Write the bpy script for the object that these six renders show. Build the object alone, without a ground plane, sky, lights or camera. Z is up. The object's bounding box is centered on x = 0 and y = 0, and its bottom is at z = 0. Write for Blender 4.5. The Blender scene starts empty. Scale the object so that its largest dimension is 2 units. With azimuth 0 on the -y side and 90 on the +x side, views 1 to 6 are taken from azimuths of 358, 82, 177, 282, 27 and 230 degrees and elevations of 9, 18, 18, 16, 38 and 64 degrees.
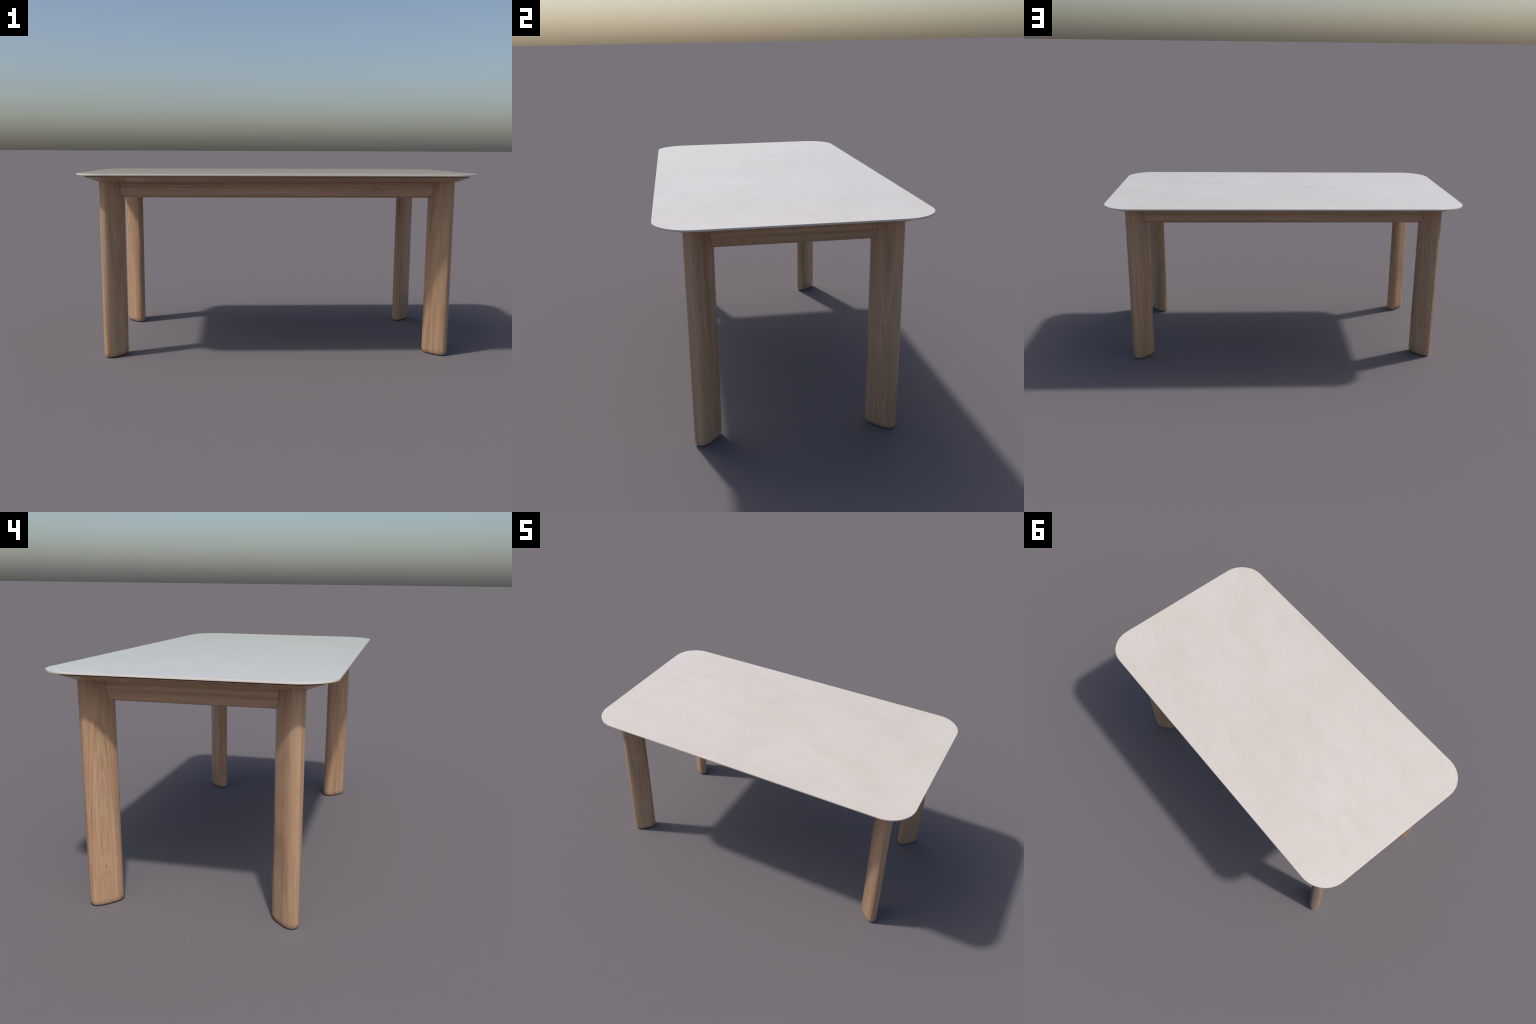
"""Dining table: a thin pale stone slab on a chamfered oak panel, four curved
aprons and four lens-shaped oak legs set diagonally at the corners."""
import bpy, math
from mathutils import Matrix

# ------------------------------------------------------------------ sizes (m)
HALF_LENGTH, HALF_WIDTH, CORNER = 1.0, 0.5332, 0.151
TOP_Z = 0.9395
LEG_X, LEG_Y = 0.832, 0.3645            # leg centres
LEG_A, LEG_B, LEG_N = 0.0685, 0.0339, 2.65   # half length, half thickness, squareness
LEG_TOP = 0.9045
FOOT_RISE, FOOT_INSET = 0.028, 0.0105   # rounding under the foot
PANEL_UNDER = 0.8992
APRON_FACE = 0.0062                     # outer face, beyond the leg centre line
APRON_BOTTOM, APRON_CURVE_H, APRON_CURVE_V = 0.8160, 0.030, 0.046
APRON_THICK = 0.036
SEAM = 0.0018
STONE_ROUGH = 0.01
WOOD_ROUGH = 0.08


# ------------------------------------------------------------------ mesh help
def make_mesh(name, verts, faces, sharp=35):
    me = bpy.data.meshes.new(name)
    me.from_pydata(verts, [], faces)
    me.validate()
    me.polygons.foreach_set("use_smooth", [True] * len(me.polygons))
    me.set_sharp_from_angle(angle=math.radians(sharp))
    me.update()
    return me


def loft(rings, name, sharp=35, cap_start=True, cap_end=True):
    """Skin closed rings with equal point counts; cap the ends."""
    n = len(rings[0])
    verts = [p for r in rings for p in r]
    faces = []
    for k in range(len(rings) - 1):
        a, b = k * n, (k + 1) * n
        for i in range(n):
            j = (i + 1) % n
            faces.append((a + i, a + j, b + j, b + i))
    if cap_start:
        faces.append(tuple(range(n - 1, -1, -1)))
    if cap_end:
        e = (len(rings) - 1) * n
        faces.append(tuple(range(e, e + n)))
    return make_mesh(name, verts, faces, sharp)


def rounded_rectangle(inset, z, steps=28):
    """Outline of the top, moved inwards by inset, counter-clockwise."""
    L, W, r = HALF_LENGTH - inset, HALF_WIDTH - inset, max(CORNER - inset, 0.02)
    pts = []
    for sx, sy, start in ((1, 1, 0), (-1, 1, 90), (-1, -1, 180), (1, -1, 270)):
        for k in range(steps + 1):
            a = math.radians(start + 90 * k / steps)
            pts.append((sx * (L - r) + r * math.cos(a), sy * (W - r) + r * math.sin(a), z))
    return pts


def superellipse(a, b, n, count=112):
    pts = []
    for k in range(count):
        t = 2 * math.pi * k / count
        c, s = math.cos(t), math.sin(t)
        pts.append((a * math.copysign(abs(c) ** (2 / n), c), b * math.copysign(abs(s) ** (2 / n), s)))
    return pts


# ------------------------------------------------------------------ node help
class Nodes:
    def __init__(self, mat):
        self.t = mat.node_tree
        self.t.nodes.clear()

    def new(self, kind, **props):
        n = self.t.nodes.new(kind)
        for k, v in props.items():
            setattr(n, k, v)
        return n

    def put(self, sock, value):
        if hasattr(value, "is_output"):
            self.t.links.new(value, sock)
        else:
            sock.default_value = value

    def math(self, op, a, b=0.0, c=0.0, clamp=False):
        n = self.new("ShaderNodeMath", operation=op, use_clamp=clamp)
        for s, v in zip(n.inputs, (a, b, c)):
            self.put(s, v)
        return n.outputs[0]

    def vec(self, x, y, z):
        n = self.new("ShaderNodeCombineXYZ")
        for s, v in zip(n.inputs, (x, y, z)):
            self.put(s, v)
        return n.outputs[0]

    def noise(self, vector, scale=1.0, detail=2.0, rough=0.5, distortion=0.0):
        n = self.new("ShaderNodeTexNoise")
        self.put(n.inputs["Vector"], vector)
        self.put(n.inputs["Scale"], scale)
        self.put(n.inputs["Detail"], detail)
        self.put(n.inputs["Roughness"], rough)
        self.put(n.inputs["Distortion"], distortion)
        return n.outputs["Fac"]

    def noise1(self, w, scale=1.0, detail=2.0, rough=0.5):
        n = self.new("ShaderNodeTexNoise", noise_dimensions='1D')
        self.put(n.inputs["W"], w)
        self.put(n.inputs["Scale"], scale)
        self.put(n.inputs["Detail"], detail)
        self.put(n.inputs["Roughness"], rough)
        return n.outputs["Fac"]

    def ramp(self, fac, stops):
        n = self.new("ShaderNodeValToRGB")
        el = n.color_ramp.elements
        while len(el) < len(stops):
            el.new(0.5)
        for e, (p, c) in zip(el, stops):
            e.position = p
            e.color = (*c, 1) if len(c) == 3 else c
        self.put(n.inputs[0], fac)
        return n.outputs["Color"]

    def mapr(self, v, a, b, c=0.0, d=1.0, smooth=False):
        n = self.new("ShaderNodeMapRange", interpolation_type='SMOOTHSTEP' if smooth else 'LINEAR')
        for s, x in zip(n.inputs, (v, a, b, c, d)):
            self.put(s, x)
        return n.outputs[0]

    def mix(self, fac, a, b, blend='MIX'):
        n = self.new("ShaderNodeMix", data_type='RGBA', blend_type=blend)
        self.put(n.inputs[0], fac)
        for i, v in ((6, a), (7, b)):
            self.put(n.inputs[i], (*v, 1) if isinstance(v, tuple) else v)
        return n.outputs[2]

    def finish(self, color, roughness, bump=None, strength=0.1, distance=0.001, specular=0.5):
        b = self.new("ShaderNodeBsdfPrincipled")
        self.put(b.inputs["Base Color"], color)
        self.put(b.inputs["Roughness"], roughness)
        self.put(b.inputs["Specular IOR Level"], specular)
        if bump is not None:
            n = self.new("ShaderNodeBump")
            self.put(n.inputs["Height"], bump)
            n.inputs["Strength"].default_value = strength
            n.inputs["Distance"].default_value = distance
            self.t.links.new(n.outputs[0], b.inputs["Normal"])
        o = self.new("ShaderNodeOutputMaterial")
        self.t.links.new(b.outputs[0], o.inputs[0])


def oak(name, grain, seed, heart=(0.05, 0.3), tilt=(0.0, 0.0), knots=(), figure=1.0, tone=1.04):
    """Pale oak. grain: index of the axis the fibres follow. heart: where the
    middle of the year rings lies in the cross-section; tilt: how it drifts
    along the grain (a strong drift gives cathedral arches). knots: points
    with a radius around which the rings bend."""
    mat = bpy.data.materials.new(name)
    mat.use_nodes = True
    N = Nodes(mat)
    obj = N.new("ShaderNodeTexCoord").outputs["Object"]
    sep = N.new("ShaderNodeSeparateXYZ")
    N.put(sep.inputs[0], obj)
    axes = [sep.outputs[i] for i in range(3)]
    g = axes[grain]
    p, q = [axes[i] for i in range(3) if i != grain]
    # slow wander of the fibres
    slow = N.vec(N.math('MULTIPLY_ADD', p, 7.0, seed * 3.7), N.math('MULTIPLY', q, 7.0), N.math('MULTIPLY', g, 1.8))
    wander = N.math('SUBTRACT', N.noise(slow, 1.0, 2.0, 0.5), 0.5)
    quick = N.vec(N.math('MULTIPLY_ADD', p, 25.0, seed * 1.3), N.math('MULTIPLY', q, 25.0), N.math('MULTIPLY', g, 7.0))
    ripple = N.math('SUBTRACT', N.noise(quick, 1.0, 2.0, 0.6), 0.5)
    swell, dark = 0.0, None
    for (kx, ky, kz, radius) in knots:
        k = (kx, ky, kz)
        kg = k[grain]
        kp, kq = [k[i] for i in range(3) if i != grain]
        dp = N.math('SUBTRACT', p, kp)
        dq = N.math('SUBTRACT', q, kq)
        dg = N.math('MULTIPLY', N.math('SUBTRACT', g, kg), 0.4)
        d = N.math('SQRT', N.math('ADD', N.math('MULTIPLY', dp, dp), N.math('ADD', N.math('MULTIPLY', dq, dq), N.math('MULTIPLY', dg, dg))))
        bend = N.math('MULTIPLY', N.mapr(d, 0.0, radius * 9, 1.0, 0.0, True), radius * 2.2)
        swell = N.math('ADD', bend, swell)
        spot = N.mapr(d, radius * 0.25, radius * 1.15, 1.0, 0.0, True)
        dark = spot if dark is None else N.math('MAXIMUM', dark, spot)
    hp = N.math('SUBTRACT', N.math('MULTIPLY_ADD', g, tilt[0], p), heart[0])
    hq = N.math('SUBTRACT', N.math('MULTIPLY_ADD', g, tilt[1], q), heart[1])
    radial = N.math('SQRT', N.math('ADD', N.math('MULTIPLY', hp, hp), N.math('MULTIPLY', hq, hq)))
    radial = N.math('ADD', radial, N.math('ADD', N.math('MULTIPLY', wander, 0.010), N.math('MULTIPLY', ripple, 0.0020)))
    radial = N.math('ADD', radial, swell)
    rings = N.noise1(N.math('ADD', radial, seed * 0.77), 210.0, 2.0, 0.6)
    broad = N.noise1(N.math('ADD', radial, seed * 1.91), 28.0, 1.0, 0.5)
    # fibres and pores
    fib = N.vec(N.math('MULTIPLY_ADD', p, 240.0, seed), N.math('MULTIPLY', q, 240.0), N.math('MULTIPLY', g, 7.0))
    fibre = N.noise(fib, 1.0, 3.0, 0.6)
    por = N.vec(N.math('MULTIPLY_ADD', p, 520.0, seed), N.math('MULTIPLY', q, 520.0), N.math('MULTIPLY', g, 30.0))
    pore = N.mapr(N.noise(por, 1.0, 1.0, 0.5), 0.60, 0.72, 0.0, 1.0, True)
    mott = N.vec(N.math('MULTIPLY_ADD', p, 40.0, seed), N.math('MULTIPLY', q, 40.0), N.math('MULTIPLY', g, 4.0))
    hue = N.noise(mott, 1.0, 2.0, 0.5)
    band = N.vec(N.math('MULTIPLY_ADD', p, 75.0, seed), N.math('MULTIPLY', q, 75.0), N.math('MULTIPLY', g, 1.6))
    streak = N.noise(band, 1.0, 3.0, 0.55)
    layers = ((rings, 0.42 * figure), (broad, 0.50 * figure), (streak, 0.72), (fibre, 0.70))
    value = 0.5
    for layer, weight in layers:
        value = N.math('MULTIPLY_ADD', N.math('SUBTRACT', layer, 0.5), weight, value)
    color = N.ramp(value, [(0.12, tuple(tone * c for c in (0.300, 0.182, 0.104))),
                           (0.42, tuple(tone * c for c in (0.430, 0.269, 0.163))),
                           (0.62, tuple(tone * c for c in (0.492, 0.318, 0.201))),
                           (0.90, tuple(tone * c for c in (0.560, 0.392, 0.255)))])
    color = N.mix(N.mapr(hue, 0.35, 0.65, 0.0, 1.0), N.mix(1.0, color, (0.96, 1.0, 0.98), 'MULTIPLY'),
                  N.mix(1.0, color, (1.03, 0.97, 0.95), 'MULTIPLY'))
    color = N.mix(N.math('MULTIPLY', pore, 0.22), color, (0.20, 0.115, 0.06))
    if dark is not None:
        color = N.mix(N.math('MULTIPLY', dark, 0.5), color, (0.15, 0.08, 0.04))
    N.finish(color, WOOD_ROUGH, bump=N.math('SUBTRACT', fibre, pore), strength=0.12,
             distance=0.0006, specular=0.5)
    return mat


def stone():
    """Pale sintered stone: off-white with faint lengthwise pink, grey and
    sandy clouds and short hair-fine marks."""
    mat = bpy.data.materials.new("pale_stone")
    mat.use_nodes = True
    N = Nodes(mat)
    obj = N.new("ShaderNodeTexCoord").outputs["Object"]
    m = N.new("ShaderNodeMapping")
    N.put(m.inputs["Vector"], obj)
    m.inputs["Rotation"].default_value = (0, 0, math.radians(7))

    def stretched(sx, sy, off):
        n = N.new("ShaderNodeMapping")
        N.put(n.inputs["Vector"], m.outputs[0])
        n.inputs["Scale"].default_value = (sx, sy, sy)
        n.inputs["Location"].default_value = (off, off * 0.37, 0.3)
        return n.outputs[0]

    cloud = N.noise(stretched(1.7, 2.9, 1.7), 1.0, 5.0, 0.55, 0.5)
    sand = N.noise(stretched(2.6, 5.5, 9.3), 1.0, 7.0, 0.66, 0.7)
    grey = N.noise(stretched(8.0, 19.0, 3.3), 1.0, 6.0, 0.62, 0.6)
    hair = N.noise(stretched(20.0, 80.0, 7.7), 1.0, 3.0, 0.6, 0.6)
    where = N.noise(stretched(3.0, 5.0, 4.1), 1.0, 3.0, 0.5, 0.0)
    marks = N.mapr(where, 0.45, 0.62)
    sep = N.new("ShaderNodeSeparateXYZ")
    N.put(sep.inputs[0], obj)
    sandy_end = N.mapr(sep.outputs[0], -0.6, 0.9, 0.15, 1.0)
    color = N.mix(N.mapr(cloud, 0.34, 0.66), (0.624, 0.562, 0.502), (0.665, 0.604, 0.545))
    color = N.mix(N.math('MULTIPLY', N.mapr(sand, 0.53, 0.70, 0.0, 0.7), sandy_end), color, (0.635, 0.558, 0.452))
    color = N.mix(N.mapr(grey, 0.52, 0.72, 0.0, 0.32), color, (0.562, 0.505, 0.452))
    color = N.mix(N.mapr(grey, 0.28, 0.46, 0.25, 0.0), color, (0.705, 0.655, 0.600))
    color = N.mix(N.math('MULTIPLY', marks, N.mapr(hair, 0.60, 0.76, 0.0, 0.28)), color, (0.740, 0.695, 0.645))
    color = N.mix(N.math('MULTIPLY', marks, N.mapr(hair, 0.24, 0.38, 0.35, 0.0)), color, (0.520, 0.455, 0.395))
    lighter_end = N.mapr(sep.outputs[0], -1.0, 0.4, 1.035, 0.985)
    tint = N.new("ShaderNodeVectorMath", operation='SCALE')
    N.put(tint.inputs[0], color)
    N.put(tint.inputs["Scale"], lighter_end)
    color = tint.outputs[0]
    N.finish(color, STONE_ROUGH, specular=0.5)
    return mat


# ------------------------------------------------------------------ assembly
def add(name, mesh, material, parent, location=(0, 0, 0), angle=0.0):
    ob = bpy.data.objects.new(name, mesh)
    bpy.context.scene.collection.objects.link(ob)
    if not mesh.materials:
        mesh.materials.append(material)
    ob.material_slots[0].link = 'OBJECT'
    ob.material_slots[0].material = material
    ob.parent = parent
    ob.location = location
    ob.rotation_euler = (0, 0, angle)
    return ob


table = bpy.data.objects.new("dining_table", None)
bpy.context.scene.collection.objects.link(table)
table["label"] = "oak dining table with rounded pale stone top and lens-shaped legs"
table["category"] = "dining table"

# --- stone slab: fine rounded arris, short upright edge, undercut below
rings = [rounded_rectangle(i, TOP_Z - d) for i, d in
         ((0.06, 0.0), (0.0040, 0.0), (0.0014, 0.0), (0.0007, 0.0002), (0.0002, 0.0007), (0.0, 0.0014),
          (0.0, 0.0067), (0.0004, 0.0070), (0.0040, 0.0076), (0.020, 0.0108), (0.040, 0.0145), (0.060, 0.0145))]
add("stone_top", loft(rings[::-1], "stone_top", sharp=20), stone(), table)

# --- oak panel below: recessed neck (shadow gap), thin lip, wide chamfer
rings = [rounded_rectangle(i, z) for i, z in
         ((0.14, PANEL_UNDER), (0.0965, PANEL_UNDER), (0.0935, PANEL_UNDER + 0.0007), (0.0915, PANEL_UNDER + 0.0017),
          (0.0385, 0.9202), (0.0368, 0.9212), (0.0366, 0.9224), (0.0368, 0.9235), (0.0374, 0.9240), (0.0480, 0.9240), (0.0480, 0.9250))]
add("support_panel", loft(rings, "support_panel"),
    oak("oak_panel", 0, 4.2, heart=(0.02, 0.80), tilt=(0.02, 0.0), figure=0.9), table)

# --- legs: one lens-shaped post, turned to each corner
rings = []
for k in range(9):
    a = math.pi / 2 * k / 8
    e, z = FOOT_INSET * (1 - math.sin(a)), FOOT_RISE * (1 - math.cos(a))
    rings.append([(x, y, z) for x, y in superellipse(LEG_A - e, LEG_B - e, LEG_N)])
for z in (0.06, 0.45, 0.86, LEG_TOP):
    rings.append([(x, y, z) for x, y in superellipse(LEG_A, LEG_B, LEG_N)])
leg_mesh = loft(rings, "leg", sharp=50)
leg_looks = [  # side x, side y, material
    (-1, 1, oak("oak_leg_arched", 2, 1.1, heart=(0.008, 0.010), tilt=(0.0, 0.042), figure=1.3,
                knots=((0.0081, 0.0338, 0.1655, 0.0050), (0.0681, 0.0069, 0.7325, 0.0035),
                       (0.0094, -0.0338, 0.7318, 0.0045), (-0.0672, 0.010, 0.1640, 0.0040)))),
    (-1, -1, oak("oak_leg", 2, 2.7, heart=(0.01, 0.26), tilt=(0.02, 0.03))),
    (1, -1, oak("oak_leg", 2, 5.3, heart=(-0.03, 0.30), tilt=(0.0, 0.02))),
    (1, 1, oak("oak_leg", 2, 8.9, heart=(0.04, -0.28), tilt=(0.0, -0.02),
               knots=((0.0254, -0.0325, 0.059, 0.0035),))),
]
for sx, sy, mat in leg_looks:
    add("leg", leg_mesh, mat, table, (sx * LEG_X, sy * LEG_Y, 0), math.atan2(sy, sx))


# --- aprons: face curving under, ends scribed to the legs
def apron_section():
    pts = [(APRON_FACE, 0.902), (APRON_FACE, 0.885)]
    for k in range(17):
        a = math.pi / 2 * k / 16
        pts.append((APRON_FACE - APRON_CURVE_H * (1 - math.cos(a)),
                    APRON_BOTTOM + APRON_CURVE_V * (1 - math.sin(a))))
    inner = APRON_FACE - APRON_THICK
    pts += [(inner + 0.002, APRON_BOTTOM), (inner + 0.0006, APRON_BOTTOM + 0.0006), (inner, APRON_BOTTOM + 0.002), (inner, 0.902)]
    return pts


def scribe(out):
    """How far short of the leg's centre a line at this offset (outwards from
    the line through the leg centres) meets the leg, less the seam."""
    a, b = LEG_A + SEAM, LEG_B + SEAM
    lo, hi = 0.15, 0.0
    inside = lambda s: abs((out - s) * 0.70711 / a) ** LEG_N + abs((out + s) * 0.70711 / b) ** LEG_N < 1
    s = lo
    while s > -0.06 and not inside(s):
        s -= 0.0002
    return s


def apron_mesh(half, name):
    section = apron_section()
    rings = []
    for t in (-1, 1):
        ends = [half - scribe(o) for o, z in section]
        rings.append((t, ends))
    left = [(-e, o, z) for (o, z), e in zip(section, rings[0][1])]
    right = [(e, o, z) for (o, z), e in zip(section, rings[1][1])]
    middle = [[(e * f, o, z) for (o, z), e in zip(section, rings[1][1])] for f in (-0.5, 0.0, 0.5)]
    return loft([right] + middle[::-1] + [left], name, sharp=40)


# apron local frame: x along its length, y outwards, origin on the leg line
long_mesh = apron_mesh(LEG_X, "long_apron")
short_mesh = apron_mesh(LEG_Y, "short_apron")
long_oak = oak("oak_apron", 0, 3.3, heart=(-0.10, 0.80), tilt=(0.0, 0.0), figure=0.9, tone=1.0,
               knots=((-0.497, APRON_FACE, 0.8645, 0.0060),))
short_oak = oak("oak_apron_short", 0, 6.1, heart=(-0.16, 0.83), tilt=(0.0, 0.03), figure=1.1, tone=1.0)
for angle, y in ((math.pi, -LEG_Y), (0.0, LEG_Y)):
    add("long_apron", long_mesh, long_oak, table, (0, y, 0), angle)
for angle, x in ((math.pi / 2, -LEG_X), (-math.pi / 2, LEG_X)):
    add("short_apron", short_mesh, short_oak, table, (x, 0, 0), angle)
